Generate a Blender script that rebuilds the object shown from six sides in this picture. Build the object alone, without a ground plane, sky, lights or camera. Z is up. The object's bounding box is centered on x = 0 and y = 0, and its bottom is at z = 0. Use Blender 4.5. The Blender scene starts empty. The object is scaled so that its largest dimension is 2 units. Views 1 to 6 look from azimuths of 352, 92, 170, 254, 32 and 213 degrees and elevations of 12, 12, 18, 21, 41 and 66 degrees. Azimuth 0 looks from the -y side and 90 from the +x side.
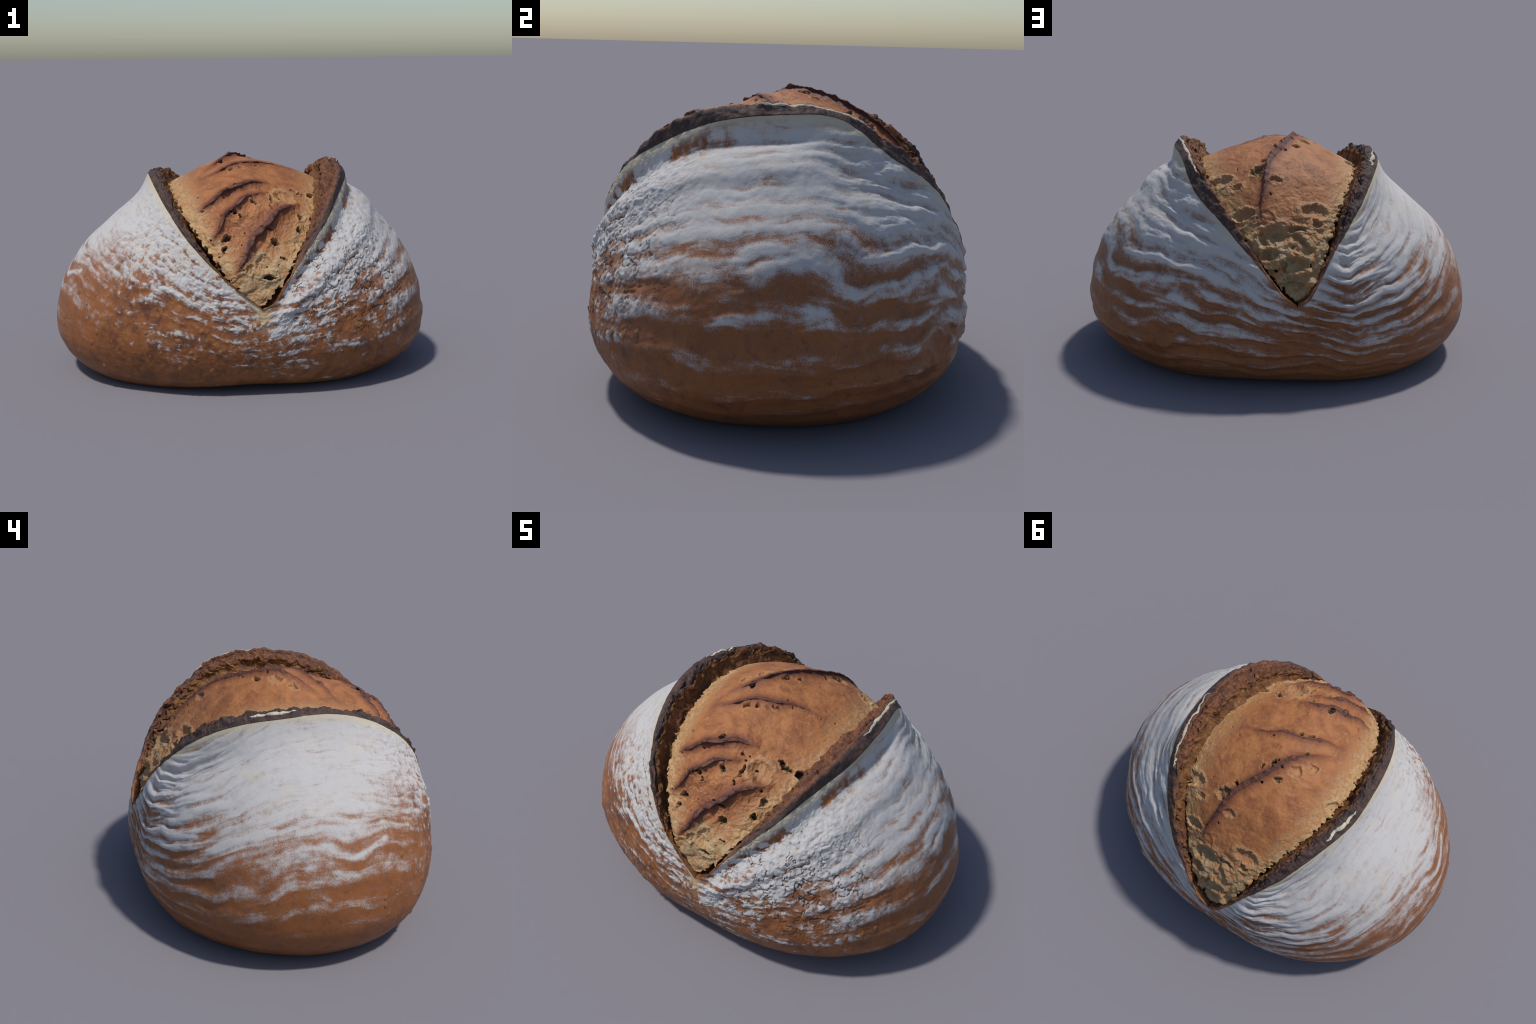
"""Round country loaf, split open along the top: a flour-dusted crust shell with two
raised charred lips, and a torn, ridged crumb dome bulging through the opening.
Everything is described around one centre point: the crust and the crumb are radial
surfaces R(direction); relief and colour are fields of that same direction, written once
as node expressions and used both by geometry nodes (relief) and by shaders (colour)."""
import bpy, math, random
import numpy as np

rng = np.random.default_rng(7)
CENTRE = np.array([0.0, 0.0, 0.42])
TAU = 2 * math.pi

# ------------------------------------------------------------------ profiles
# crust: 16 meridians (azimuth 0 = front, 90 = +x), radius at elevations -45..60 in steps of 15
CRUST_EL = np.arange(-45, 61, 15.0)
CRUST_MERIDIANS = np.array([0.0, 0.006, 0.002, -0.002, -0.004, -0.006, -0.006, 0.0]) + np.array([
    [0.600, 0.730, 0.759, 0.741, 0.734, 0.746, 0.790, 0.845],
    [0.605, 0.766, 0.819, 0.797, 0.777, 0.784, 0.814, 0.858],
    [0.610, 0.821, 0.916, 0.880, 0.833, 0.815, 0.831, 0.872],
    [0.611, 0.855, 0.998, 0.967, 0.893, 0.833, 0.836, 0.880],
    [0.609, 0.857, 1.002, 0.985, 0.921, 0.846, 0.839, 0.882],
    [0.611, 0.844, 0.959, 0.926, 0.877, 0.826, 0.835, 0.876],
    [0.609, 0.802, 0.877, 0.838, 0.803, 0.781, 0.805, 0.860],
    [0.603, 0.753, 0.795, 0.760, 0.742, 0.740, 0.778, 0.842],
    [0.602, 0.748, 0.764, 0.738, 0.728, 0.715, 0.758, 0.829],
    [0.609, 0.786, 0.812, 0.778, 0.750, 0.728, 0.756, 0.821],
    [0.614, 0.838, 0.904, 0.860, 0.804, 0.757, 0.757, 0.816],
    [0.616, 0.864, 0.986, 0.948, 0.867, 0.785, 0.761, 0.815],
    [0.616, 0.877, 1.010, 0.978, 0.889, 0.792, 0.764, 0.819],
    [0.616, 0.854, 0.964, 0.933, 0.863, 0.795, 0.781, 0.828],
    [0.612, 0.800, 0.862, 0.842, 0.815, 0.781, 0.786, 0.835],
    [0.605, 0.754, 0.790, 0.766, 0.756, 0.748, 0.781, 0.838]])
# crumb dome: 12 meridians, elevations 0..90 in steps of 15
CRUMB_EL = np.arange(0, 91, 15.0)
CRUMB_MERIDIANS = np.array([
    [0.728, 0.722, 0.692, 0.702, 0.686, 0.669, 0.692],
    [0.820, 0.775, 0.716, 0.692, 0.675, 0.668, 0.692],
    [0.800, 0.790, 0.752, 0.706, 0.682, 0.672, 0.692],
    [0.745, 0.750, 0.738, 0.718, 0.694, 0.675, 0.692],
    [0.687, 0.700, 0.708, 0.710, 0.698, 0.682, 0.692],
    [0.662, 0.674, 0.678, 0.682, 0.682, 0.678, 0.692],
    [0.700, 0.707, 0.676, 0.660, 0.668, 0.675, 0.692],
    [0.700, 0.700, 0.680, 0.670, 0.671, 0.674, 0.692],
    [0.690, 0.695, 0.694, 0.680, 0.666, 0.674, 0.692],
    [0.688, 0.698, 0.698, 0.680, 0.664, 0.673, 0.692],
    [0.680, 0.698, 0.696, 0.676, 0.660, 0.668, 0.692],
    [0.676, 0.706, 0.697, 0.685, 0.673, 0.668, 0.692]])
# edges of the opening, from the back tip to the front tip
BACK_TIP, FRONT_TIP = (0.03, 0.745, 0.450), (0.02, -0.742, 0.448)
WEST_EDGE = np.array([BACK_TIP, (-0.038, 0.735, 0.500), (-0.144, 0.666, 0.684), (-0.289, 0.531, 0.867), (-0.398, 0.341, 0.979),
    (-0.474, 0.128, 1.028), (-0.482, -0.083, 1.040), (-0.462, -0.277, 0.995), (-0.412, -0.449, 0.902),
    (-0.330, -0.587, 0.777), (-0.205, -0.680, 0.641), (-0.046, -0.722, 0.500), FRONT_TIP])
WEST_INNER = np.array([(0.027, 0.737, 0.462), (-0.034, 0.722, 0.515), (-0.170, 0.610, 0.767), (-0.256, 0.483, 0.925), (-0.336, 0.332, 1.011),
    (-0.389, 0.165, 1.046), (-0.407, -0.020, 1.048), (-0.408, -0.204, 1.021), (-0.385, -0.374, 0.965),
    (-0.338, -0.514, 0.850), (-0.249, -0.630, 0.712), (-0.114, -0.711, 0.565), (0.015, -0.738, 0.450)])
EAST_EDGE = np.array([BACK_TIP, (0.096, 0.733, 0.498), (0.196, 0.682, 0.618), (0.357, 0.558, 0.798), (0.482, 0.381, 0.924),
    (0.533, 0.200, 1.050), (0.555, -0.011, 1.062), (0.538, -0.229, 1.033), (0.457, -0.420, 0.954),
    (0.353, -0.592, 0.843), (0.214, -0.696, 0.682), (0.090, -0.748, 0.500), FRONT_TIP])
EAST_TOP = np.array([(0.03, 0.743, 0.456), (0.093, 0.728, 0.508), (0.195, 0.668, 0.640), (0.335, 0.540, 0.840), (0.440, 0.360, 0.985),
    (0.495, 0.180, 1.078), (0.508, -0.040, 1.095), (0.500, -0.235, 1.073), (0.445, -0.405, 1.010),
    (0.350, -0.560, 0.880), (0.214, -0.672, 0.705), (0.088, -0.742, 0.505), (0.02, -0.740, 0.452)])
EAST_INNER = np.array([(0.03, 0.738, 0.454), (0.092, 0.722, 0.504), (0.180, 0.664, 0.600), (0.290, 0.560, 0.768),
    (0.396, 0.418, 0.908), (0.444, 0.253, 1.024), (0.450, 0.062, 1.074), (0.430, -0.144, 1.062),
    (0.382, -0.348, 1.002), (0.322, -0.525, 0.888), (0.210, -0.650, 0.704), (0.084, -0.736, 0.495), (0.018, -0.738, 0.450)])
# torn ridges on the crumb, in the flattened top plane (a, b): centre, heading, half length, sagitta, height
RIDGES = [
    ((0.000, 0.190), 62.0, 0.345, -0.062, 0.033, 0.024),
    ((0.015, -0.103), 21.0, 0.225, 0.020, 0.017, 0.020),
    ((-0.068, -0.322), 23.0, 0.175, 0.010, 0.034, 0.026),
    ((-0.068, -0.446), 42.0, 0.180, 0.027, 0.028, 0.024),
    ((0.048, -0.558), 51.4, 0.265, 0.030, 0.036, 0.030)]
# burst gas bubbles in the crumb, same plane: a, b, half width, half length, depth (1 = deepest, painted darkest)
PORES = [
    (0.270, 0.250, 0.030, 0.020, 0.6), (0.130, 0.234, 0.020, 0.021, 0.7), (0.238, 0.441, 0.047, 0.025, 0.7),
    (0.132, 0.575, 0.086, 0.048, 0.6), (0.013, 0.548, 0.048, 0.018, 0.8), (-0.084, 0.523, 0.025, 0.018, 0.7),
    (0.044, 0.728, 0.072, 0.042, 0.6), (-0.070, 0.460, 0.059, 0.034, 0.5), (0.156, 0.659, 0.048, 0.034, 0.5),
    (0.051, 0.830, 0.080, 0.050, 0.4), (0.107, 0.187, 0.013, 0.015, 1.0), (0.011, 0.140, 0.006, 0.007, 1.0),
    (-0.028, 0.097, 0.011, 0.013, 0.8), (0.138, 0.746, 0.010, 0.008, 1.0), (-0.042, 0.732, 0.009, 0.013, 1.0),
    (0.235, 0.306, 0.028, 0.017, 0.4), (0.079, 0.306, 0.022, 0.018, 0.6), (-0.195, 0.420, 0.017, 0.013, 0.5),
    (0.145, -0.339, 0.043, 0.039, 0.4), (-0.132, -0.552, 0.022, 0.013, 0.9), (-0.150, -0.602, 0.014, 0.012, 0.9),
    (0.015, -0.392, 0.012, 0.019, 0.9), (0.084, -0.361, 0.008, 0.026, 0.8), (0.217, -0.435, 0.018, 0.022, 0.7),
    (0.035, -0.702, 0.045, 0.041, 0.3), (-0.036, -0.728, 0.023, 0.024, 0.6), (0.058, -0.776, 0.040, 0.013, 0.9),
    (0.095, -0.591, 0.027, 0.016, 0.8), (-0.074, -0.438, 0.009, 0.011, 1.0), (-0.052, -0.456, 0.010, 0.010, 0.8),
    (0.215, -0.274, 0.039, 0.012, 0.9), (0.280, -0.275, 0.020, 0.020, 1.0), (0.212, -0.508, 0.016, 0.014, 0.9),
    (-0.044, -0.125, 0.011, 0.011, 1.0), (-0.072, -0.037, 0.010, 0.014, 0.9), (0.132, -0.669, 0.018, 0.009, 0.7),
    (0.078, -0.422, 0.007, 0.011, 0.9), (0.056, -0.314, 0.006, 0.010, 0.8), (0.274, -0.423, 0.015, 0.008, 1.0),
    (0.066, -0.527, 0.016, 0.008, 0.8), (-0.005, -0.109, 0.011, 0.010, 1.0), (0.054, -0.095, 0.010, 0.009, 0.8),
    (0.015, 0.051, 0.011, 0.012, 1.0), (0.046, 0.086, 0.010, 0.012, 0.9), (0.144, 0.253, 0.024, 0.021, 0.7),
    (-0.071, 0.042, 0.021, 0.019, 0.4), (-0.122, -0.004, 0.018, 0.019, 0.4), (-0.274, 0.070, 0.026, 0.028, 0.5),
    (-0.033, 0.099, 0.014, 0.011, 0.6), (0.301, 0.250, 0.040, 0.030, 0.5), (-0.047, -0.288, 0.014, 0.016, 1.0)]


# ------------------------------------------------------------------ small maths
def smoothstep(lo, hi, x):
    t = np.clip((x - lo) / (hi - lo), 0, 1)
    return t * t * (3 - 2 * t)


def catmull(ctrl, n):
    """n points evenly spaced along the Catmull-Rom curve through ctrl."""
    P = np.vstack([2 * ctrl[0] - ctrl[1], ctrl, 2 * ctrl[-1] - ctrl[-2]])
    m = len(ctrl) - 1
    t = np.linspace(0, m, 40 * m + 1)
    i = np.minimum(t.astype(int), m - 1)
    f = (t - i)[:, None]
    p0, p1, p2, p3 = P[i], P[i + 1], P[i + 2], P[i + 3]
    c = .5 * (2 * p1 + (p2 - p0) * f + (2 * p0 - 5 * p1 + 4 * p2 - p3) * f ** 2 + (3 * p1 - p0 - 3 * p2 + p3) * f ** 3)
    s = np.concatenate([[0], np.cumsum(np.linalg.norm(np.diff(c, axis=0), axis=1))])
    g = np.linspace(0, s[-1], n)
    return np.stack([np.interp(g, s, c[:, k]) for k in range(3)], -1)


def cubic_weights(f):
    return np.stack([-.5 * f + f ** 2 - .5 * f ** 3, 1 - 2.5 * f ** 2 + 1.5 * f ** 3, .5 * f + 2 * f ** 2 - 1.5 * f ** 3, -.5 * f ** 2 + .5 * f ** 3], -1)


def table_radius(table, els, az, el):
    """smooth radius between meridian profiles (periodic in azimuth)."""
    na, ne = table.shape
    a = (az % TAU) / TAU * na
    e = np.clip((np.degrees(el) - els[0]) / (els[1] - els[0]), 0, ne - 1 - 1e-6)
    ia, ie = np.floor(a).astype(int), np.floor(e).astype(int)
    wa, we = cubic_weights(a - ia), cubic_weights(e - ie)
    out = 0
    for i in range(4):
        for j in range(4):
            out = out + wa[..., i] * we[..., j] * table[(ia + i - 1) % na, np.clip(ie + j - 1, 0, ne - 1)]
    return out


def angles(d):
    return np.arctan2(d[..., 0], -d[..., 1]), np.arcsin(np.clip(d[..., 2], -1, 1))


def direction(az, el):
    return np.stack([np.cos(el) * np.sin(az), -np.cos(el) * np.cos(az), np.sin(el)], -1)


def unit(v):
    return v / np.maximum(np.linalg.norm(v, axis=-1, keepdims=True), 1e-9)


def opening_coordinate(a, b):
    """1 on the edge of the opening, less inside, more outside."""
    p = np.where(a > 0, np.where(b > 0, 2.85, 2.3), np.where(b > 0, 1.6, 3.0))
    return np.abs(a) / np.where(a > 0, 0.370, 0.342) + np.abs(b / 0.965) ** p


def crust_radius(d):
    az, el = angles(d)
    r = table_radius(CRUST_MERIDIANS, CRUST_EL, az, el)
    # drawn-in neck just below the raised lips
    a, b = to_plane(d)
    q = opening_coordinate(a, b)
    side = np.abs(d[..., 0]) / np.maximum(np.hypot(d[..., 0], d[..., 1]), 1e-6)
    backness = smoothstep(-0.3, 0.4, b)
    deep = np.where(a < 0, 0.010 + 0.036 * smoothstep(0.1, 0.45, b), 0.018 - 0.010 * backness)
    r = r - deep * np.exp(-((q - 1.30) / 0.24) ** 2) * smoothstep(0.15, 0.6, side)
    flat = CENTRE[2] / np.maximum(-d[..., 2], 1e-3)          # stands flat on z = 0
    k = 0.02
    h = np.clip(.5 + .5 * (flat - r) / k, 0, 1)
    soft = flat * (1 - h) + r * h - k * h * (1 - h)
    return np.where(el < math.radians(-50), flat, soft)


def crumb_radius(d):
    az, el = angles(d)
    return table_radius(CRUMB_MERIDIANS, CRUMB_EL, az, el)


def from_plane(a, b):
    """flattened top plane (stereographic) -> direction."""
    q = a * a + b * b
    return np.stack([2 * a, 2 * b, 1 - q], -1) / (1 + q)[..., None]


def to_plane(d):
    return d[..., 0] / (1 + d[..., 2]), d[..., 1] / (1 + d[..., 2])


PERM = np.random.default_rng(3).permutation(256)
GRAD = unit(np.random.default_rng(4).normal(size=(256, 3)))


def perlin(p):
    i = np.floor(p).astype(int)
    f = p - i
    u = f ** 3 * (f * (f * 6 - 15) + 10)
    out = 0
    for dx in (0, 1):
        for dy in (0, 1):
            for dz in (0, 1):
                h = PERM[(PERM[(PERM[(i[..., 0] + dx) & 255] + i[..., 1] + dy) & 255] + i[..., 2] + dz) & 255]
                w = (u[..., 0] if dx else 1 - u[..., 0]) * (u[..., 1] if dy else 1 - u[..., 1]) * (u[..., 2] if dz else 1 - u[..., 2])
                out = out + w * (GRAD[h] * (f - np.array([dx, dy, dz]))).sum(-1)
    return out * 1.6


def fbm(p, octaves=3):
    return sum(perlin(p * 2 ** k + 17.3 * k) * .5 ** k for k in range(octaves))


# ------------------------------------------------------------------ node expressions
class X:
    """a number in a node tree; arithmetic on it adds Math nodes. Works in shader and geometry trees."""
    def __init__(s, tree, sock):
        s.t, s.s = tree, sock

    def op(s, kind, *args):
        n = s.t.nodes.new("ShaderNodeMath")
        n.operation = kind
        for k, v in enumerate((s,) + args):
            if isinstance(v, X):
                s.t.links.new(v.s, n.inputs[k])
            else:
                n.inputs[k].default_value = float(v)
        return X(s.t, n.outputs[0])

    def __add__(s, o): return s.op("ADD", o)
    __radd__ = __add__
    def __sub__(s, o): return s.op("SUBTRACT", o)
    def __rsub__(s, o): return (s * -1.0) + o
    def __mul__(s, o): return s.op("MULTIPLY", o)
    __rmul__ = __mul__
    def __truediv__(s, o): return s.op("DIVIDE", o)
    def __pow__(s, o): return s.op("POWER", o)
    def abs(s): return s.op("ABSOLUTE")
    def sqrt(s): return s.op("SQRT")
    def exp(s): return s.op("EXPONENT")
    def max(s, o): return s.op("MAXIMUM", o)
    def min(s, o): return s.op("MINIMUM", o)
    def asin(s): return s.op("ARCSINE")
    def atan2(s, o): return s.op("ARCTAN2", o)
    def gt(s, o): return s.op("GREATER_THAN", o)
    def clamp(s): return s.max(0.0).min(1.0)

    def step(s, lo, hi):
        n = s.t.nodes.new("ShaderNodeMapRange")
        n.interpolation_type = "SMOOTHSTEP"
        s.t.links.new(s.s, n.inputs[0])
        flip = lo > hi
        n.inputs[1].default_value, n.inputs[2].default_value = (hi, lo) if flip else (lo, hi)
        n.inputs[3].default_value, n.inputs[4].default_value = (1.0, 0.0) if flip else (0.0, 1.0)
        return X(s.t, n.outputs[0])

    def bell(s, mid, width):
        q = (s - mid) / width
        return (q * q * -1.0).exp()


def vec(x, y, z):
    t = next(v for v in (x, y, z) if isinstance(v, X)).t
    n = t.nodes.new("ShaderNodeCombineXYZ")
    for k, v in enumerate((x, y, z)):
        if isinstance(v, X):
            t.links.new(v.s, n.inputs[k])
        else:
            n.inputs[k].default_value = v
    return X(t, n.outputs[0])


def vscale(v, k, add=(0, 0, 0)):
    n = v.t.nodes.new("ShaderNodeVectorMath")
    n.operation = "MULTIPLY_ADD"
    v.t.links.new(v.s, n.inputs[0])
    n.inputs[1].default_value = (k, k, k) if np.isscalar(k) else k
    n.inputs[2].default_value = add
    return X(v.t, n.outputs[0])


def noise(v, scale=1.0, detail=2.0, rough=0.5, distort=0.0):
    n = v.t.nodes.new("ShaderNodeTexNoise")
    v.t.links.new(v.s, n.inputs["Vector"])
    n.inputs["Scale"].default_value = scale
    n.inputs["Detail"].default_value = detail
    n.inputs["Roughness"].default_value = rough
    n.inputs["Distortion"].default_value = distort
    return X(v.t, n.outputs[0])


def voronoi(v, scale, feature="F1", randomness=1.0):
    n = v.t.nodes.new("ShaderNodeTexVoronoi")
    n.feature = feature
    v.t.links.new(v.s, n.inputs["Vector"])
    n.inputs["Scale"].default_value = scale
    n.inputs["Randomness"].default_value = randomness
    out = X(v.t, n.outputs["Distance"])
    if feature != "F1":
        return out
    s = v.t.nodes.new("ShaderNodeSeparateXYZ")
    v.t.links.new(n.outputs["Color"], s.inputs[0])
    return out, X(v.t, s.outputs[0]), X(v.t, s.outputs[1])


class Frame:
    """the direction coordinates every field is written in."""
    def __init__(f, tree):
        if tree.bl_idname == "GeometryNodeTree":
            pos = tree.nodes.new("GeometryNodeInputPosition").outputs[0]
        else:
            pos = tree.nodes.new("ShaderNodeTexCoord").outputs["Object"]
        f.tree = tree
        f.pos = X(tree, pos)
        rel = vscale(f.pos, 1.0, tuple(-CENTRE))
        n = tree.nodes.new("ShaderNodeVectorMath")
        n.operation = "NORMALIZE"
        tree.links.new(rel.s, n.inputs[0])
        f.dir = X(tree, n.outputs[0])
        s = tree.nodes.new("ShaderNodeSeparateXYZ")
        tree.links.new(n.outputs[0], s.inputs[0])
        f.x, f.y, f.z = (X(tree, s.outputs[k]) for k in range(3))
        f.el = f.z.asin()
        f.a, f.b = f.x / (f.z + 1.0001), f.y / (f.z + 1.0001)
        h = (f.x * f.x + f.y * f.y + 1e-6).sqrt()
        f.hx, f.hy = f.x / h, f.y / h                      # horizontal heading: +x east, -y front
        # opening coordinate: 1 on the edge of the opening, less inside, more outside
        bn = (f.b / 0.965).abs()
        east, back = f.a.gt(0.0), f.b.gt(0.0)
        p_e = back * 0.55 + 2.3
        p_w = back * -1.4 + 3.0
        power = east * (p_e - p_w) + p_w
        half = east * 0.028 + 0.342
        f.lens = f.a.abs() / half + bn ** power


def wobble(f):
    return noise(f.dir, 2.2, 2, .5) - 0.5


def flow(f):
    """height-like coordinate whose level lines run level low down and follow the opening higher up."""
    m = f.el.step(-0.75, 0.95)
    drift = f.hy.step(0.2, 0.9) * 0.32
    return (f.el - (f.hx + drift).abs() * m * 0.52) * -1.0 + wobble(f) * 0.14


def regions(f):
    back = f.hy.step(0.10, 0.75)
    front = f.hy.step(-0.25, -0.75)
    west = f.hx.step(-0.45, -0.9)
    east = f.hx.step(0.35, 0.85)
    return back, front, west, east


def wrinkles(f):
    """0..1, crests of the skin folds and proofing-basket rings; strongest at the back."""
    T = flow(f)
    slow = noise(vec(f.hx * 1.6, f.hy * 1.6, T * 4.0), 1.0, 2, .5)
    ring = ((T * (TAU / 0.064) + slow * 14.0).op("SINE") * 0.5 + 0.5)
    n = noise(vec(f.hx * 3.0, f.hy * 3.0, T * 21.0), 1.0, 3, .55, 0.40)
    n2 = noise(vec(f.hx * 9.0 + 7.0, f.hy * 9.0, T * 36.0), 1.0, 3, .55, 0.5)
    fold = noise(vec(f.hx * 2.8 + 3.0, f.hy * 2.8, T * 19.0), 1.0, 2, .5, 0.40)
    back = f.hy.step(0.0, 0.6)
    front = f.hy.step(-0.15, -0.65)
    patch = noise(vec(f.hx * 4.2, f.hy * 4.2 + 5.0, T * 13.0), 1.0, 4, .6, 0.6)
    skin = n * 0.50 + n2 * 0.30 + ring * 0.20
    skin = skin + (patch * 0.66 + n2 * 0.26 + ring * 0.09 - skin) * front
    deep = fold * 0.64 + n2 * 0.24 + ring * 0.14
    return (skin + (deep - skin) * back).step(0.34, 0.68)


def flour_amount(f, w):
    """0.5 is the border between bare crust and flour."""
    back, front, west, east = regions(f)
    mid = front * f.hx.bell(0.22, 0.40)
    fw = f.hx.step(-0.25, -0.7) * f.hy.step(-0.05, -0.55)
    limit = 0.08 + back * -0.11 + mid * -0.20 + fw * 0.14 + east * 0.01      # elevation where half is covered
    big = noise(vec(f.hx * 2.4, f.hy * 2.4, flow(f) * 5.0), 1.0, 2, .5) - 0.5
    lift = ((f.el - limit) / 0.66).max(-0.75).min(0.55)
    lines = noise(vec(f.hx * 5.0, f.hy * 5.0 + 2.0, flow(f) * 62.0), 1.0, 2, .5, 0.3) - 0.5
    calm = f.el.step(0.10, 0.45) * (0.45 - back * 0.2) + west * 0.25
    return lift + (w - 0.5) * (0.85 - calm) + big * 0.30 + lines * 0.95 + 0.47


def clumps(f):
    """lumpy caked flour on the front."""
    n = noise(f.dir, 26.0, 3, .55, 0.2)
    return n


def crack_lines(f):
    warp = noise(f.dir, 9.0, 2, .5)
    warp2 = noise(f.dir, 24.0, 2, .5)
    v = vec(f.hx + warp * 0.25, f.hy + warp2 * 0.12, f.el * 1.1 + warp * 0.20 - warp2 * 0.10)
    d = voronoi(v, 11.0, "DISTANCE_TO_EDGE")
    zone = f.hx.bell(0.58, 0.38) * f.hy.step(-0.2, -0.6) * f.el.bell(0.18, 0.25)
    patchy = noise(f.dir, 9.0, 2, .5).step(0.40, 0.56)
    return d.step(0.045, 0.0) * zone * patchy


def crust_relief(f):
    back, front, west, east = regions(f)
    w = wrinkles(f)
    fl = flour_amount(f, w)
    fade = f.el.step(-0.62, -0.12)
    near = f.lens.step(1.0, 1.22)
    amp = (back * 0.017 + front * 0.004 + west * 0.001 + east * 0.006 + 0.003) * fade * (near * 0.75 + 0.25)
    amp = amp * (1.0 - f.hx.step(-0.35, -0.8) * 0.6)
    amp = amp * (1.0 - front * f.el.step(0.02, -0.18) * 0.75) * (1.0 - f.el.step(0.08, 0.40) * (1.0 - back) * 0.7)
    h = (w - 0.5) * amp
    # caked flour on the front, broken by cracks
    h = h + front * fl.step(0.3, 0.8) * (clumps(f) - 0.45) * 0.026 * near - 0.002 - front * 0.003
    h = h - crack_lines(f) * 0.016
    # blistered skin low on the front, gentle unevenness everywhere
    h = h + (noise(f.dir, 34.0, 3, .55) - 0.5) * 0.008 * (front * 0.6 + east * 0.25 + 0.25)
    h = h + (noise(f.dir, 5.0, 2, .5) - 0.5) * 0.014 * near * f.el.step(-0.62, -0.3)
    # hollow behind the east lip with a shelf below it
    zone = f.x.step(0.05, 0.25) * f.y.step(0.30, -0.05)
    h = h - f.lens.bell(1.15, 0.09) * zone * (f.b.step(0.1, -0.5) * -0.012 + 0.032)
    h = h + f.lens.bell(1.42, 0.13) * zone * 0.022
    return h


RIDGE_WAVE = 9.0


def ridge_coords(f, r):
    (ca, cb), ang, half, sag, height, width = r
    c, s = math.cos(math.radians(ang)), math.sin(math.radians(ang))
    u = (f.a - ca) * c + (f.b - cb) * s
    un = u / half
    v = (f.b - cb) * c - (f.a - ca) * s - (1.0 - un * un) * sag + (un * RIDGE_WAVE).op("SINE") * 0.005
    return un, v


def ridge_field(f):
    """height of the torn ridges and their dark stain."""
    h, stain = None, None
    for r in RIDGES:
        un, v = ridge_coords(f, r)
        taper = (1.0 - un * un).max(0.0) ** 0.7
        behind = (v.max(0.0) / (r[5] * 1.5) * -1.0).exp()
        ahead = (v.min(0.0) / (r[5] * 0.55)).exp()
        prof = behind * ahead
        hh = prof * taper * r[4]
        st = (v.max(0.0) / (r[5] * 0.8) * -1.0).exp() * (v.min(0.0) / (r[5] * 0.75)).exp() * taper * (0.5 + r[4] * 17.0)
        h = hh if h is None else h.max(hh)
        stain = st if stain is None else stain.max(st)
    return h, stain


def pores(f):
    """burst bubbles: depth 0..1, and a mask for their deeper, dark-painted middle."""
    w1 = noise(f.dir, 16.0, 3, .55) - 0.5
    w2 = noise(vscale(f.dir, 1.0, (3.1, 1.7, 5.3)), 16.0, 3, .55) - 0.5
    w3 = noise(f.dir, 48.0, 2, .5) - 0.5
    a, b = f.a + w1 * 0.050 + w3 * 0.018, f.b + w2 * 0.050 - w3 * 0.018
    depth, dark_spot, lip = None, None, None
    for pa, pb, ra, rb, dep in PORES:
        x, y = (a - pa) / ra, (b - pb) / rb
        q = (x * x + y * y).sqrt()
        size = min(1.0, (ra * rb) ** .5 / 0.03)
        bowl = q.step(1.15, 0.55) * (0.40 + 0.60 * size) * (0.55 + 0.45 * dep)
        if pb > 0.35:
            bowl = bowl * (0.75 - y * 0.22)
        depth = bowl if depth is None else depth.max(bowl)
        rim = q.bell(1.25, 0.3) * size
        lip = rim if lip is None else lip.max(rim)
        if dep >= (0.7 if pb < 0.35 else 0.9):
            core = q.step(0.95, 0.55) * (dep - 0.15 if dep < 1 else 1.0)
            dark_spot = core if dark_spot is None else dark_spot.max(core)
    return depth, dark_spot, lip


def specks(f, stain):
    """small torn pinholes, mostly along the ridges and on the front."""
    w = noise(f.dir, 40.0, 2, .5) - 0.5
    v = vec(f.a * 1.6 + w * 0.03, f.b * 2.1 - w * 0.03, 0.4)
    d, r1, r2 = voronoi(v, 24.0)
    chance = 0.03 + f.b.step(-0.22, -0.5) * 0.08 + stain.step(0.02, 0.2) * 0.22
    on = (chance - r1).step(-0.002, 0.002)
    return (r2 * 0.20 + 0.08 - d + w * 0.5).step(-0.05, 0.09) * on


def rim_gap(f):
    n = noise(f.dir, 26.0, 3, .6)
    jag = voronoi(f.dir, 36.0)[0]
    edge = f.lens + f.b.bell(0.35, 0.25) * f.a.step(0.0, -0.1) * 0.06 + (n - 0.5) * 0.20 - jag * 0.06 - f.b.abs().step(0.5, 0.9) * 0.10 - f.a.gt(0.0) * 0.03
    return edge.step(0.855, 0.90)


def crumb_relief(f):
    h, stain = ridge_field(f)
    depth, dark_spot, lip = pores(f)
    back = f.b.step(0.38, 0.6)
    front = f.b.step(-0.15, -0.5)
    h = h - depth * (back * 0.016 + 0.020) - dark_spot * 0.016 + lip * 0.005 * (1.0 - stain)
    h = h - specks(f, stain) * 0.016
    h = h + (noise(f.dir, 9.0, 3, .5, 0.6) - 0.5) * (front * 0.030 + back * 0.034 + 0.014)
    h = h + (noise(f.dir, 24.0, 2, .5, 0.8) - 0.5) * (front * 0.008 + back * 0.008 + 0.005)
    # torn shelves low at the back
    shelf = ((f.b * 8.5 + noise(f.dir, 5.0, 2, .5) * 3.2 + f.a * 1.5).op("FRACT"))
    h = h + (shelf.step(0.0, 0.86) * shelf.step(1.0, 0.87) - 0.5) * 0.022 * f.b.step(0.44, 0.56) * noise(f.dir, 7.0, 1, .5).step(0.35, 0.55)
    h = h - rim_gap(f) * 0.09 - f.b.step(-0.70, -0.92) * 0.012
    return h


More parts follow.
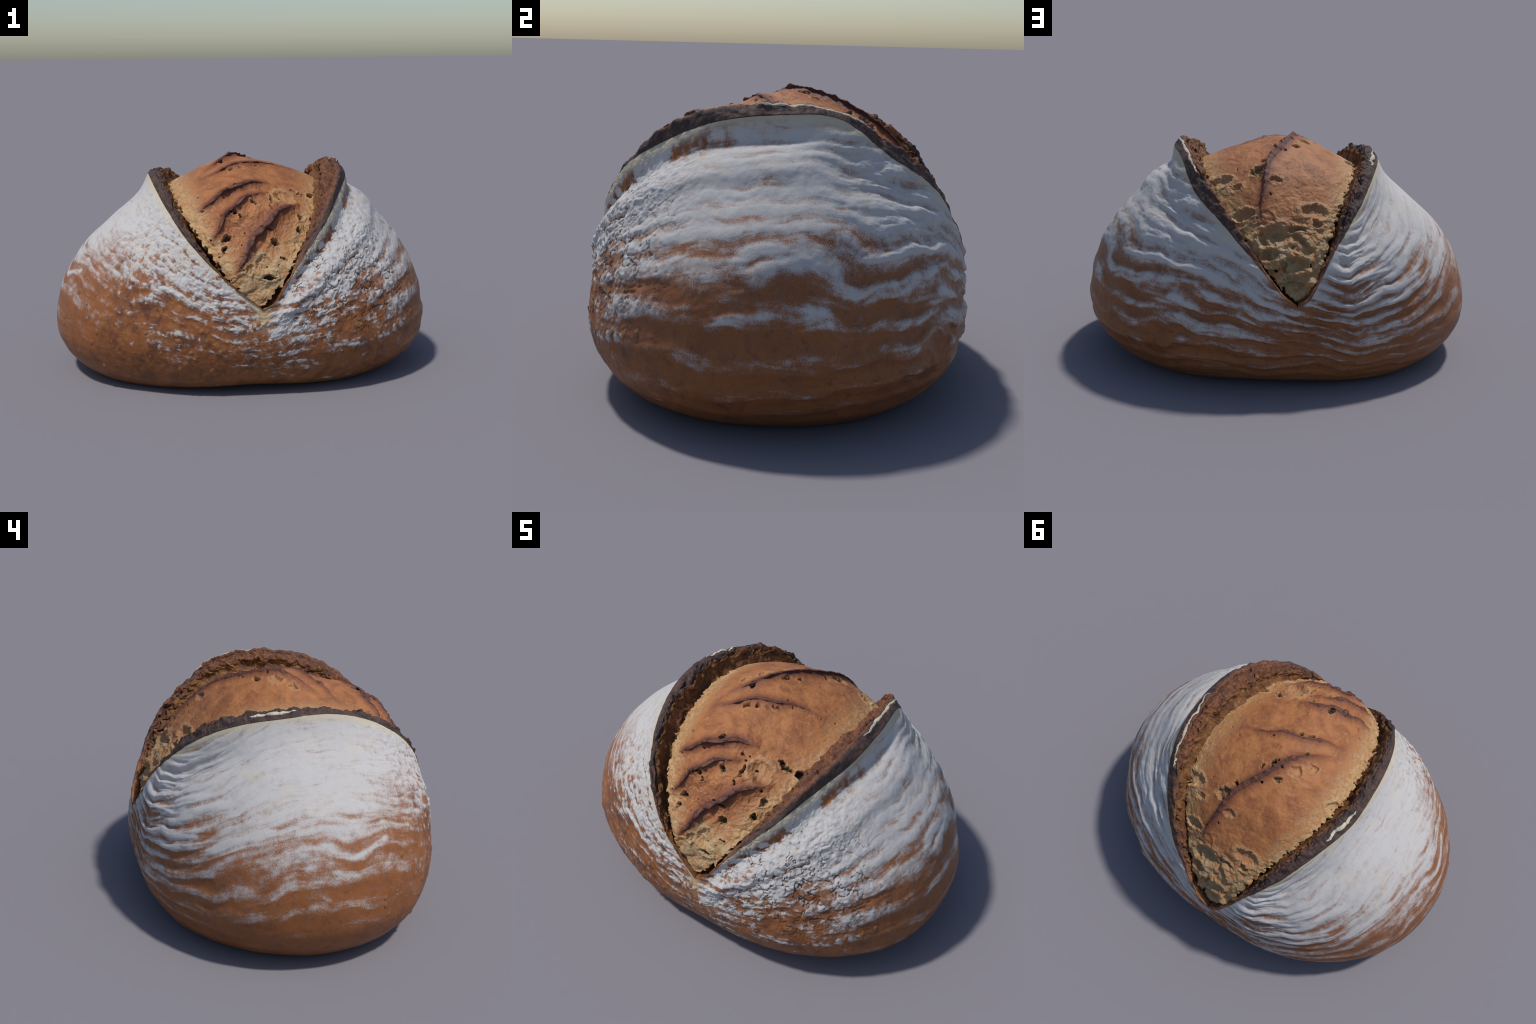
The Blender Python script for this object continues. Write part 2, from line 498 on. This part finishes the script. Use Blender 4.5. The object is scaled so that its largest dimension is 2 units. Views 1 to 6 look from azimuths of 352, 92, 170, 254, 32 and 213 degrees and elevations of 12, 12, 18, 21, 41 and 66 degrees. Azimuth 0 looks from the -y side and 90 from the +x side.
# ------------------------------------------------------------------ mesh helpers
def grid_mesh(name, P, wrap=False, around=CENTRE):
    """rows x cols x 3 -> quad mesh facing away from a point; wrap joins the last row to the first."""
    n, m = P.shape[:2]
    facing = np.cross(np.gradient(P, axis=0), np.gradient(P, axis=1))
    inside_out = (facing * (P - np.array(around))).sum() < 0
    me = bpy.data.meshes.new(name)
    i = np.arange(n if wrap else n - 1)
    j = np.arange(m - 1)
    I, J = np.meshgrid(i, j, indexing="ij")
    I2 = (I + 1) % n
    q = np.stack([I * m + J, I2 * m + J, I2 * m + J + 1, I * m + J + 1], -1).reshape(-1, 4).astype(np.int32)
    if inside_out:
        q = np.ascontiguousarray(q[:, ::-1])
    me.vertices.add(n * m)
    me.vertices.foreach_set("co", P.reshape(-1).astype(np.float32))
    me.loops.add(q.size)
    me.loops.foreach_set("vertex_index", q.reshape(-1))
    me.polygons.add(len(q))
    me.polygons.foreach_set("loop_start", np.arange(0, q.size, 4, dtype=np.int32))
    me.polygons.foreach_set("use_smooth", np.ones(len(q), bool))
    me.update(calc_edges=True)
    me.validate()
    return me


def add_object(name, me, parent, mat=None):
    ob = bpy.data.objects.new(name, me)
    bpy.context.scene.collection.objects.link(ob)
    ob.parent = parent
    if mat:
        me.materials.append(mat)
    return ob


def displace(ob, field):
    """push the mesh out along the direction from the centre by the node field, and freeze it."""
    g = bpy.data.node_groups.new("relief", "GeometryNodeTree")
    g.interface.new_socket("Geometry", in_out="INPUT", socket_type="NodeSocketGeometry")
    g.interface.new_socket("Geometry", in_out="OUTPUT", socket_type="NodeSocketGeometry")
    gi, go = g.nodes.new("NodeGroupInput"), g.nodes.new("NodeGroupOutput")
    sp = g.nodes.new("GeometryNodeSetPosition")
    f = Frame(g)
    h = field(f)
    n = g.nodes.new("ShaderNodeVectorMath")
    n.operation = "SCALE"
    g.links.new(f.dir.s, n.inputs[0])
    g.links.new(h.s, n.inputs["Scale"])
    g.links.new(gi.outputs[0], sp.inputs["Geometry"])
    g.links.new(n.outputs[0], sp.inputs["Offset"])
    g.links.new(sp.outputs[0], go.inputs[0])
    mod = ob.modifiers.new("relief", "NODES")
    mod.node_group = g
    dg = bpy.context.evaluated_depsgraph_get()
    new = bpy.data.meshes.new_from_object(ob.evaluated_get(dg))
    old = ob.data
    ob.modifiers.clear()
    ob.data = new
    new.name = old.name
    bpy.data.meshes.remove(old)
    bpy.data.node_groups.remove(g)


def coords(me):
    v = np.empty(len(me.vertices) * 3, np.float32)
    me.vertices.foreach_get("co", v)
    return v.reshape(-1, 3).astype(float)


# ------------------------------------------------------------------ materials
def rgb(r, g, b):
    """sRGB 0..255 to linear."""
    return tuple(((c / 255 + .055) / 1.055) ** 2.4 if c > 10 else c / 255 / 12.92 for c in (r, g, b)) + (1.0,)


class Paint:
    def __init__(p, name):
        p.mat = bpy.data.materials.new(name)
        p.mat.use_nodes = True
        p.t = p.mat.node_tree
        p.bsdf = p.t.nodes["Principled BSDF"]
        p.f = Frame(p.t)

    def colour(p, c):
        n = p.t.nodes.new("ShaderNodeRGB")
        n.outputs[0].default_value = c
        return n.outputs[0]

    def mix(p, a, b, k):
        n = p.t.nodes.new("ShaderNodeMix")
        n.data_type = "RGBA"
        n.clamp_factor = True
        a = p.colour(a) if isinstance(a, tuple) else a
        b = p.colour(b) if isinstance(b, tuple) else b
        p.t.links.new(a, n.inputs[6])
        p.t.links.new(b, n.inputs[7])
        if isinstance(k, X):
            p.t.links.new(k.s, n.inputs[0])
        else:
            n.inputs[0].default_value = k
        return n.outputs[2]

    def done(p, col, rough=0.8, bump=None, strength=0.3, dist=0.004, spec=0.3):
        p.t.links.new(col, p.bsdf.inputs["Base Color"])
        if isinstance(rough, X):
            p.t.links.new(rough.s, p.bsdf.inputs["Roughness"])
        else:
            p.bsdf.inputs["Roughness"].default_value = rough
        p.bsdf.inputs["Specular IOR Level"].default_value = spec
        if bump is not None:
            n = p.t.nodes.new("ShaderNodeBump")
            n.inputs["Strength"].default_value = strength
            n.inputs["Distance"].default_value = dist
            p.t.links.new(bump.s, n.inputs["Height"])
            p.t.links.new(n.outputs[0], p.bsdf.inputs["Normal"])
        return p.mat


FLOUR, FLOUR_CREAM = rgb(192, 190, 189), rgb(198, 188, 166)
CRUST_BROWN, CRUST_DARK, CRUST_GOLD = rgb(140, 85, 45), rgb(94, 56, 38), rgb(168, 114, 58)


def crust_material():
    p = Paint("floured_crust")
    f = p.f
    back, front, west, east = regions(f)
    w = wrinkles(f)
    fl = flour_amount(f, w)
    grain = noise(f.pos, 230.0, 2, .6)
    grain2 = noise(f.pos, 520.0, 1, .5)
    blotch = noise(f.dir, 30.0, 3, .6)
    cloud = noise(f.dir, 9.0, 3, .6)
    mott = noise(f.dir, 11.0, 4, .6, .3)
    base = p.mix(CRUST_BROWN, CRUST_DARK, mott.step(0.42, 0.72) * (front * 0.75 + 0.30))
    base = p.mix(base, CRUST_GOLD, noise(f.dir, 17.0, 3, .65).step(0.52, 0.78) * (front * 0.55 + 0.25))
    base = p.mix(base, CRUST_DARK, blotch.step(0.52, 0.70) * 0.5)
    base = p.mix(base, rgb(184, 130, 76), (grain * 0.5 + grain2 * 0.5).step(0.58, 0.70) * 0.30)
    base = p.mix(base, rgb(134, 90, 50), f.el.step(-0.25, -0.6) * 0.55)
    # flour: thin dust shows as fine specks, thick flour covers; caked and clumpy on the front
    clump = clumps(f)
    bare = f.x.step(0.05, 0.2) * f.y.step(-0.1, -0.35) * f.lens.bell(1.12, 0.09) * noise(f.dir, 10.0, 2, .5).step(0.40, 0.60)
    thick = fl - bare * 0.9 + front * (clump - 0.46) * 1.7 + (blotch - 0.5) * 0.7 + (cloud - 0.5) * 0.45
    # halftone: the thinner the dusting, the fewer grains stick
    cover = thick.step(0.02, 1.20)
    grit = (grain * 0.55 + grain2 * 0.45 - 0.34) * 3.1
    soft = cover * 1.30 - 0.12
    mask = (soft - grit * 0.75 - 0.12).step(-0.55, 0.62) * (cover * 0.2 + 0.78)
    mask = mask.max(front * thick.step(0.40, 0.75) * 0.9)
    blot = (noise(f.dir, 15.0, 3, .6) * 0.7 + clump * 0.3 + f.el * 0.12).step(0.64, 0.72) * f.el.step(-0.62, -0.45) * (front * 0.8 + 0.2)
    mask = mask.max(blot * (grain + grain2 - 0.35).clamp() * 0.85)
    crack = crack_lines(f)
    mask = mask * (1.0 - crack.step(0.15, 0.6) * 0.8)
    rim = f.lens.step(1.10, 1.01) * f.b.step(0.75, 0.45)
    rim_cov = rim * noise(f.dir, 14.0, 2, .5).step(0.25, 0.45)
    mask = mask.max(rim_cov * 0.95)
    white = p.mix(FLOUR, FLOUR_CREAM, (rim + noise(f.dir, 7.0, 2, .5).step(0.5, 0.8) * 0.4).clamp())
    col = p.mix(base, white, mask)
    # pale crumb smear under the front tip
    tail = f.a.bell(0.03, 0.05) * f.b.bell(-1.0, 0.075) * noise(f.dir, 18.0, 2, .5).step(0.3, 0.5)
    col = p.mix(col, rgb(178, 154, 120), (tail * 1.2).clamp())
    rough = mask * 0.42 + 0.46
    bump = grain * 0.6 + grain2 * 0.4 + clump * front * 1.5
    return p.done(col, rough, bump, 0.35, 0.004, 0.35)


def crumb_material():
    p = Paint("torn_crumb")
    f = p.f
    h, stain = ridge_field(f)
    depth, dark_spot, lip = pores(f)
    fine = noise(f.dir, 55.0, 3, .6, 1.0)
    strand = noise(f.dir, 20.0, 4, .6, 2.2)
    mott = noise(f.dir, 8.0, 4, .6, .5)
    front = f.b.step(-0.15, -0.5)
    back = f.b.step(0.40, 0.62)
    base = p.mix(rgb(166, 108, 64), rgb(138, 84, 52), mott.step(0.36, 0.66))
    base = p.mix(base, rgb(184, 136, 88), strand.step(0.52, 0.72) * (front * 0.45 + 0.35))
    base = p.mix(base, rgb(184, 150, 106), (strand * 0.5 + fine * 0.5).step(0.56, 0.70) * front * 0.6)
    # paler towards the edges and the tips, where the skin stretched last
    edge = (f.lens + (mott - 0.5) * 0.40 + f.a.step(0.05, -0.2) * 0.05).step(0.58, 0.90)
    pale = p.mix(rgb(192, 164, 122), rgb(172, 126, 80), strand.step(0.40, 0.62))
    base = p.mix(base, pale, edge * 0.85)
    tip = (f.b.abs() + (mott - 0.5) * 0.35 - front * 0.10).step(0.46, 0.66)
    dull = p.mix(p.mix(rgb(172, 146, 110), rgb(164, 141, 106), back), rgb(166, 116, 70), noise(f.dir, 11.0, 3, .6, 1.0).step(0.45, 0.62))
    base = p.mix(base, dull, tip * 0.85)
    base = p.mix(base, rgb(190, 164, 122), (lip * 0.35 + depth * 0.35).clamp() * (1.0 - back))
    base = p.mix(base, rgb(146, 132, 100), depth.step(0.25, 0.7) * back * 0.5)
    # burnt ridges
    burn = stain + (fine - 0.5) * 0.30 + (strand - 0.5) * 0.2
    base = p.mix(base, rgb(122, 70, 46), burn.step(0.05, 0.38) * 0.75)
    base = p.mix(base, rgb(78, 46, 40), burn.step(0.36, 0.75) * 0.92)
    # shade inside the dented pores, pinholes and gap under the lips, painted dark
    pit = specks(f, stain)
    base = p.mix(base, rgb(96, 82, 56), dark_spot.step(0.15, 0.5) * 0.8)
    base = p.mix(base, rgb(28, 25, 21), (dark_spot + (fine - 0.5) * 0.5).step(0.5, 0.75) * 0.95)
    base = p.mix(base, rgb(62, 46, 32), pit.step(0.4, 0.8) * 0.85)
    gap = rim_gap(f)
    base = p.mix(base, rgb(42, 34, 26), gap.step(0.35, 0.75) * 0.95)
    return p.done(base, 0.62, fine * 0.7 + noise(f.pos, 160.0, 2, .6) * 0.3 + strand * 1.0, 0.30, 0.005, 0.35)


def lip_material():
    """charred outside, red-brown towards the torn inside; the opening coordinate tells which."""
    p = Paint("charred_lip")
    f = p.f
    n = noise(f.pos, 16.0, 4, .6, .6)
    fine = noise(f.pos, 60.0, 4, .65, .5)
    east = f.a.step(-0.05, 0.05)
    inner = (east * 0.055 + 0.865 - f.lens + (n - 0.5) * 0.12).step(-0.02, 0.04)
    char = p.mix(rgb(66, 54, 52), rgb(94, 70, 62), (n * 0.5 + fine * 0.5).step(0.42, 0.62))
    brown = p.mix(rgb(104, 66, 48), rgb(142, 92, 58), fine.step(0.40, 0.72))
    brown = p.mix(brown, rgb(78, 50, 44), n.step(0.48, 0.64) * 0.7)
    col = p.mix(char, brown, inner)
    tips = f.b.abs().step(0.55, 0.8)
    col = p.mix(col, p.mix(rgb(170, 112, 68), rgb(116, 72, 50), n.step(0.42, 0.62)), tips * 0.8)
    return p.done(col, 0.72, n + fine * 0.8, 0.6, 0.008, 0.3)


def wall_material():
    """torn inner face of the lip: tan to red-brown, singed near the top edge."""
    p = Paint("torn_wall")
    f = p.f
    n = noise(f.pos, 14.0, 4, .6, .6)
    fine = noise(f.pos, 60.0, 4, .65, .5)
    col = p.mix(rgb(112, 74, 42), rgb(146, 102, 60), fine.step(0.42, 0.72))
    col = p.mix(col, rgb(84, 52, 38), n.step(0.42, 0.62) * 0.8)
    dark_spot = (noise(f.pos, 34.0, 3, .6)).step(0.64, 0.70)  # dark spots painted to suggest holes; the wall itself is unbroken
    col = p.mix(col, rgb(30, 24, 20), dark_spot * 0.9)
    return p.done(col, 0.7, n + fine * 0.8, 0.5, 0.008, 0.3)


def plain_material(name, c1, c2, scale, rough):
    p = Paint(name)
    n = noise(p.f.pos, scale, 3, .6)
    return p.done(p.mix(c1, c2, n.step(0.38, 0.64)), rough, n, 0.4, 0.004, 0.3)


# ------------------------------------------------------------------ the loaf
loaf = bpy.data.objects.new("bread_loaf", None)
bpy.context.scene.collection.objects.link(loaf)
loaf["label"] = "round flour-dusted sourdough loaf split open along its top"
loaf["category"] = "bread"

# edge of the opening as a closed loop: back tip -> west -> front tip -> east -> back tip
NS = 640
loop = np.vstack([catmull(WEST_EDGE, NS + 1)[:-1], catmull(EAST_EDGE[::-1], NS + 1)[:-1]])


def build_crust():
    rel = loop - CENTRE
    r_edge = np.linalg.norm(rel, axis=1)
    az, el = angles(rel / r_edge[:, None])
    az = np.unwrap(az)
    NT = 430
    t = np.linspace(0, 1, NT) ** 1.15
    E = el[:, None] + (-math.pi / 2 + 0.0005 - el[:, None]) * t[None]
    A = np.repeat(az[:, None], NT, 1)
    D = direction(A, E)
    R = crust_radius(D)
    # meet the edge curve exactly
    miss = r_edge - crust_radius(rel / r_edge[:, None])
    R = R + miss[:, None] * np.exp(-((el[:, None] - E) / 0.16) ** 1.2)
    me = grid_mesh("crust", CENTRE + D * R[..., None], wrap=True)
    return me


crust = add_object("crust", build_crust(), loaf, crust_material())
displace(crust, crust_relief)
co = coords(crust.data)
co[:, 2] = np.maximum(co[:, 2], 0.0)
crust.data.vertices.foreach_set("co", co.reshape(-1).astype(np.float32))
crust.data.update()
NT = len(co) // (2 * NS)
edge_now = co.reshape(2 * NS, NT, 3)[:, 0]                 # where the relief left the edge
west_now = np.vstack([edge_now[:NS], edge_now[NS]])
east_now = np.vstack([edge_now[NS:], edge_now[0]])[::-1]


def build_crumb():
    """lens-shaped patch of the dome, reaching under both lips."""
    def plane(curve):
        a, b = to_plane(unit(curve - CENTRE))
        o = np.argsort(b)
        return a[o], b[o]
    aw, bw = plane(catmull(WEST_EDGE, 400))
    ae, be = plane(catmull(EAST_EDGE, 400))
    lo, hi = max(bw[0], be[0]) - 0.01, min(bw[-1], be[-1]) + 0.01
    nb, na = 760, 400
    b = np.linspace(lo, hi, nb)
    w, e = np.interp(b, bw, aw), np.interp(b, be, ae)
    k = np.linspace(0, 1, na)
    Amat = w[:, None] * (1 - k) + e[:, None] * k
    Bmat = np.repeat(b[:, None], na, 1)
    D = from_plane(Amat, Bmat)
    R = np.minimum(crumb_radius(D), crust_radius(D) - 0.012)
    return grid_mesh("crumb", (CENTRE + D * R[..., None]).transpose(1, 0, 2))


crumb = add_object("crumb", build_crumb(), loaf, crumb_material())
displace(crumb, crumb_relief)


def build_lip(edge, rows, seed, groove):
    """loft across the lip: floured edge, charred band, ragged inner edge, undercut torn wall."""
    n = 1100
    E = np.stack([np.interp(np.linspace(0, 1, n), np.linspace(0, 1, len(edge)), edge[:, k]) for k in range(3)], -1)
    rows = [catmull(r, n) for r in rows]
    s = np.linspace(0, 1, n)
    arc = s * 2.2 + seed
    jag = fbm(np.c_[arc * 13, s * 0 + 11, s * 0 + seed], 4) * 0.016 * smoothstep(0, .2, s) * smoothstep(1, .8, s)
    rows[0] = rows[0] + unit(rows[0] - CENTRE) * jag[:, None]
    body = (smoothstep(0, .14, s) * smoothstep(1, .86, s))[:, None]
    inner = rows[-1]
    out = unit(inner - CENTRE)
    zero = s * 0
    tooth = np.maximum(perlin(np.c_[arc * 34, zero + 5, zero]), 0) ** 1.5
    rag = (fbm(np.c_[arc * 11, zero, zero + 3], 4) * 0.014 + tooth * 0.030 - np.maximum(perlin(np.c_[arc * 7, zero + 2, zero + 6]) - 0.1, 0) * 0.045)[:, None] * (0.25 + 0.75 * body)
    axis = np.stack([zero + 0.02, inner[:, 1] * 0.9, zero + 0.55], -1)
    inward = unit(axis - inner)
    inward = unit(inward - out * (inward * out).sum(-1, keepdims=True))
    sway = fbm(np.c_[arc * 9, zero + 8, zero + 2], 3)[:, None] * 0.010 * body
    inner = inner + out * rag + inward * (sway - 0.010 * body)
    under = 0.030 * body
    wall1 = inner - out * 0.016 + inward * 0.004
    wall2 = inner - out * 0.040 - inward * under
    wall3 = inner - out * (0.06 + 0.03 * body) - inward * under * 0.8
    wall4 = inner - out * (0.08 + 0.08 * body) + inward * 0.01
    band = np.stack([E - unit(E - CENTRE) * 0.005, E + unit(E - CENTRE) * 0.001] + rows[:-1] + [inner], 1)
    wall = np.stack([inner, wall1, wall2, wall3, wall4], 1)
    m1, m = 34, 72
    P = np.stack([np.vstack([catmull(band[i], m1), catmull(wall[i], m - m1 + 1)[1:]]) for i in range(n)])
    w = np.linspace(0, 1, m)[None, :] * np.ones((n, 1))
    A = arc[:, None] * np.ones((1, m))
    # torn layers: relief stretched along the lip, rougher inside than on the charred band
    grain = fbm(np.stack([A * 16, w * 7, A * 0 + seed], -1), 4)
    tear = np.abs(perlin(np.stack([A * 8, w * 9 + .6 * grain, A * 0 + 4 + seed], -1)))
    lumps = fbm(np.stack([A * 40, w * 14, A * 0 + 9], -1), 3)
    inside = smoothstep(.22, .42, w)
    amp = (0.3 + 0.9 * inside - 0.65 * smoothstep(.52, .62, w)) * body * smoothstep(0.02, 0.10, w)
    rel = grain * 0.015 + lumps * 0.003 - np.maximum(0.20 - tear, 0) * 0.045 * (0.3 + 0.7 * inside)
    nrm = unit(np.cross(np.gradient(P, axis=0), np.gradient(P, axis=1)))
    away = np.sign((nrm * (P - CENTRE)).sum(-1).mean())
    cut = groove * np.exp(-((w - 0.30 - 0.03 * grain) / 0.022) ** 2) * smoothstep(.30, .40, s)[:, None] * smoothstep(.75, .62, s)[:, None]
    P = P + nrm * away * (rel * amp - cut)[..., None]
    return grid_mesh("crust_lip", P[:, :m1]), grid_mesh("torn_wall", P[:, m1 - 1:], around=(0.0, 0.0, -1.0))


def blend_rows(edge_ctrl, inner_ctrl, lift):
    """a middle line of the charred band, bulging up between the edge and the inner line."""
    a, b = catmull(edge_ctrl, 24), catmull(inner_ctrl, 24)
    s = np.linspace(0, 1, 24)
    m = (a + b) / 2
    return m + unit(m - CENTRE) * (lift * np.sin(math.pi * s) ** .6)[:, None]


lip_mat, wall_mat = lip_material(), wall_material()
lips = []
for edge, rows, seed, groove in ((west_now, [blend_rows(WEST_EDGE, WEST_INNER, 0.012), WEST_INNER], 0.0, 0.0),
                                 (east_now, [EAST_TOP, EAST_INNER], 5.0, 0.022)):
    band_mesh, wall_mesh = build_lip(edge, rows, seed, groove)
    lips.append(add_object("crust_lip", band_mesh, loaf, lip_mat))
    add_object("torn_wall", wall_mesh, lips[-1], wall_mat)
lip_w, lip_e = lips

# ------------------------------------------------------------------ small pieces set on the surfaces
from mathutils import Vector
from mathutils.bvhtree import BVHTree


def surface(ob):
    me = ob.data
    q = np.empty(len(me.loops), np.int32)
    me.loops.foreach_get("vertex_index", q)
    return BVHTree.FromPolygons(coords(me).tolist(), q.reshape(-1, 4).tolist())


crust_tree, crumb_tree = surface(crust), surface(crumb)


def land(tree, d):
    """point and normal where the ray from outside towards the centre meets the surface."""
    hit = tree.ray_cast(Vector(CENTRE + d * 1.6), Vector(-d), 1.7)
    return (np.array(hit[0]), np.array(hit[1])) if hit[0] is not None else (None, None)


# torn crests: ragged burnt flaps along each ridge, leaning forward
crest_mat = plain_material("burnt_crest", rgb(74, 48, 44), rgb(112, 70, 54), 45.0, 0.65)
for k, ((ca, cb), ang, half, sag, height, width) in enumerate(RIDGES):
    c, sn = math.cos(math.radians(ang)), math.sin(math.radians(ang))
    n = 260
    un = np.linspace(-0.80, 0.80, n)
    taper = np.clip(1 - (un / 0.80) ** 2, 0, 1) ** .6
    wav = -0.005 * np.sin(un * RIDGE_WAVE) + sag * (1 - un ** 2)
    z0 = np.zeros(n)
    ragged = np.clip(0.55 + 0.9 * fbm(np.c_[un * half * 26, z0 + k * 3.1, z0], 3), 0.05, 1.6) * taper
    tall = (0.35 + height * 6) * 0.022 * (1 + (1.1 * np.exp(-((un + 0.42) / 0.13) ** 2) if k == 0 else 0) + (0.8 * np.exp(-((un + 0.15) / 0.12) ** 2) if k == 2 else 0))
    rows = []
    d0 = from_plane(ca + un * half * c - wav * sn, cb + un * half * sn + wav * c)
    r = np.array([np.linalg.norm(land(crumb_tree, q)[0] - CENTRE) for q in d0])
    r = np.convolve(np.pad(r, 6, mode="edge"), np.ones(13) / 13, "valid")
    # section: behind, crest, overhanging tip, underside
    for off, up in ((0.55, -0.30), (0.22, 0.45), (-0.10, 0.95), (-0.34, 1.0), (-0.46, 0.70), (-0.30, 0.30), (-0.22, -0.5)):
        v = wav + off * width * (0.35 + 0.65 * ragged)
        a = ca + un * half * c - v * sn
        b = cb + un * half * sn + v * c
        d = from_plane(a, b)
        jig = perlin(np.c_[un * half * 50, z0 + off * 5, z0 + k]) * 0.003
        rows.append(CENTRE + d * (r - 0.004 + up * tall * ragged + jig * taper)[:, None])
    me = grid_mesh("torn_ridge", np.stack(rows, 1))
    add_object("torn_ridge", me, loaf, crest_mat)

# golden blisters low on the front crust
blister_mat = plain_material("golden_blister", rgb(154, 108, 68), rgb(126, 80, 50), 60.0, 0.55)
u, v = np.meshgrid(np.linspace(0, TAU, 25)[:-1], np.linspace(0.0, 1.0, 9), indexing="ij")
dome = np.stack([np.cos(u) * v, np.sin(u) * v, 0.6 * (1 - v * v)], -1)
dome = dome * (1 + 0.18 * perlin(dome * 1.7 + 3)[..., None])
blister_mesh = grid_mesh("blister", dome, wrap=True, around=(0, 0, -1))
blister_mesh.materials.append(blister_mat)
made = 0
while made < 70:
    az = math.radians(rng.uniform(-78, 70))
    el = math.radians(rng.triangular(-27, -16, 6))
    p, nrm = land(crust_tree, direction(np.array(az), np.array(el)))
    if p is None or p[2] < 0.04:
        continue
    ob = bpy.data.objects.new("blister", blister_mesh)
    bpy.context.scene.collection.objects.link(ob)
    size = 0.005 + 0.015 * rng.random() ** 2.4
    ob.location = p - nrm * size * 0.10
    ob.rotation_mode = "QUATERNION"
    ob.rotation_quaternion = Vector(nrm).to_track_quat("Z", "Y")
    ob.scale = (size * rng.uniform(.8, 1.2), size * rng.uniform(.9, 1.5), size * rng.uniform(.5, .8))
    ob.parent = loaf
    made += 1

# cream flour flakes left on the charred lips
flake_mat = plain_material("flour_flake", FLOUR_CREAM, rgb(188, 180, 164), 30.0, 0.9)


def flake(edge, inner, s0, s1, w0, w1, tree):
    n, m = 160, 14
    s = np.linspace(s0, s1, n)
    pick = lambda c: np.stack([np.interp(s, np.linspace(0, 1, 400), catmull(c, 400)[:, k]) for k in range(3)], -1)
    a, b = pick(edge), pick(inner)
    t = np.sin(np.linspace(0, math.pi, n)) ** .5
    mid = (w0 + w1) / 2 + 0.10 * fbm(np.c_[s * 40, s * 0, s * 0], 3)
    half = (w1 - w0) / 2 * t * (1 + .5 * fbm(np.c_[s * 60, s * 0 + 4, s * 0], 3))
    P = np.zeros((n, m, 3))
    for j in range(m):
        x = -1 + 2 * j / (m - 1)
        w = (mid + half * x)[:, None]
        q = a * (1 - w) + b * w
        for i in range(n):
            d = unit(q[i] - CENTRE)
            hit, _ = land(tree, d)
            base = hit if hit is not None else q[i]
            P[i, j] = base + d * (0.0035 * (1 - x ** 4) - 0.0012) * (0.4 + 0.6 * t[i])
    add_object("flour_flake", grid_mesh("flour_flake", P), loaf, flake_mat)


flake(WEST_EDGE, WEST_INNER, 0.380, 0.470, 0.30, 0.58, surface(lip_w))
flake(EAST_EDGE, EAST_TOP, 0.345, 0.53, 0.60, 0.90, surface(lip_e))
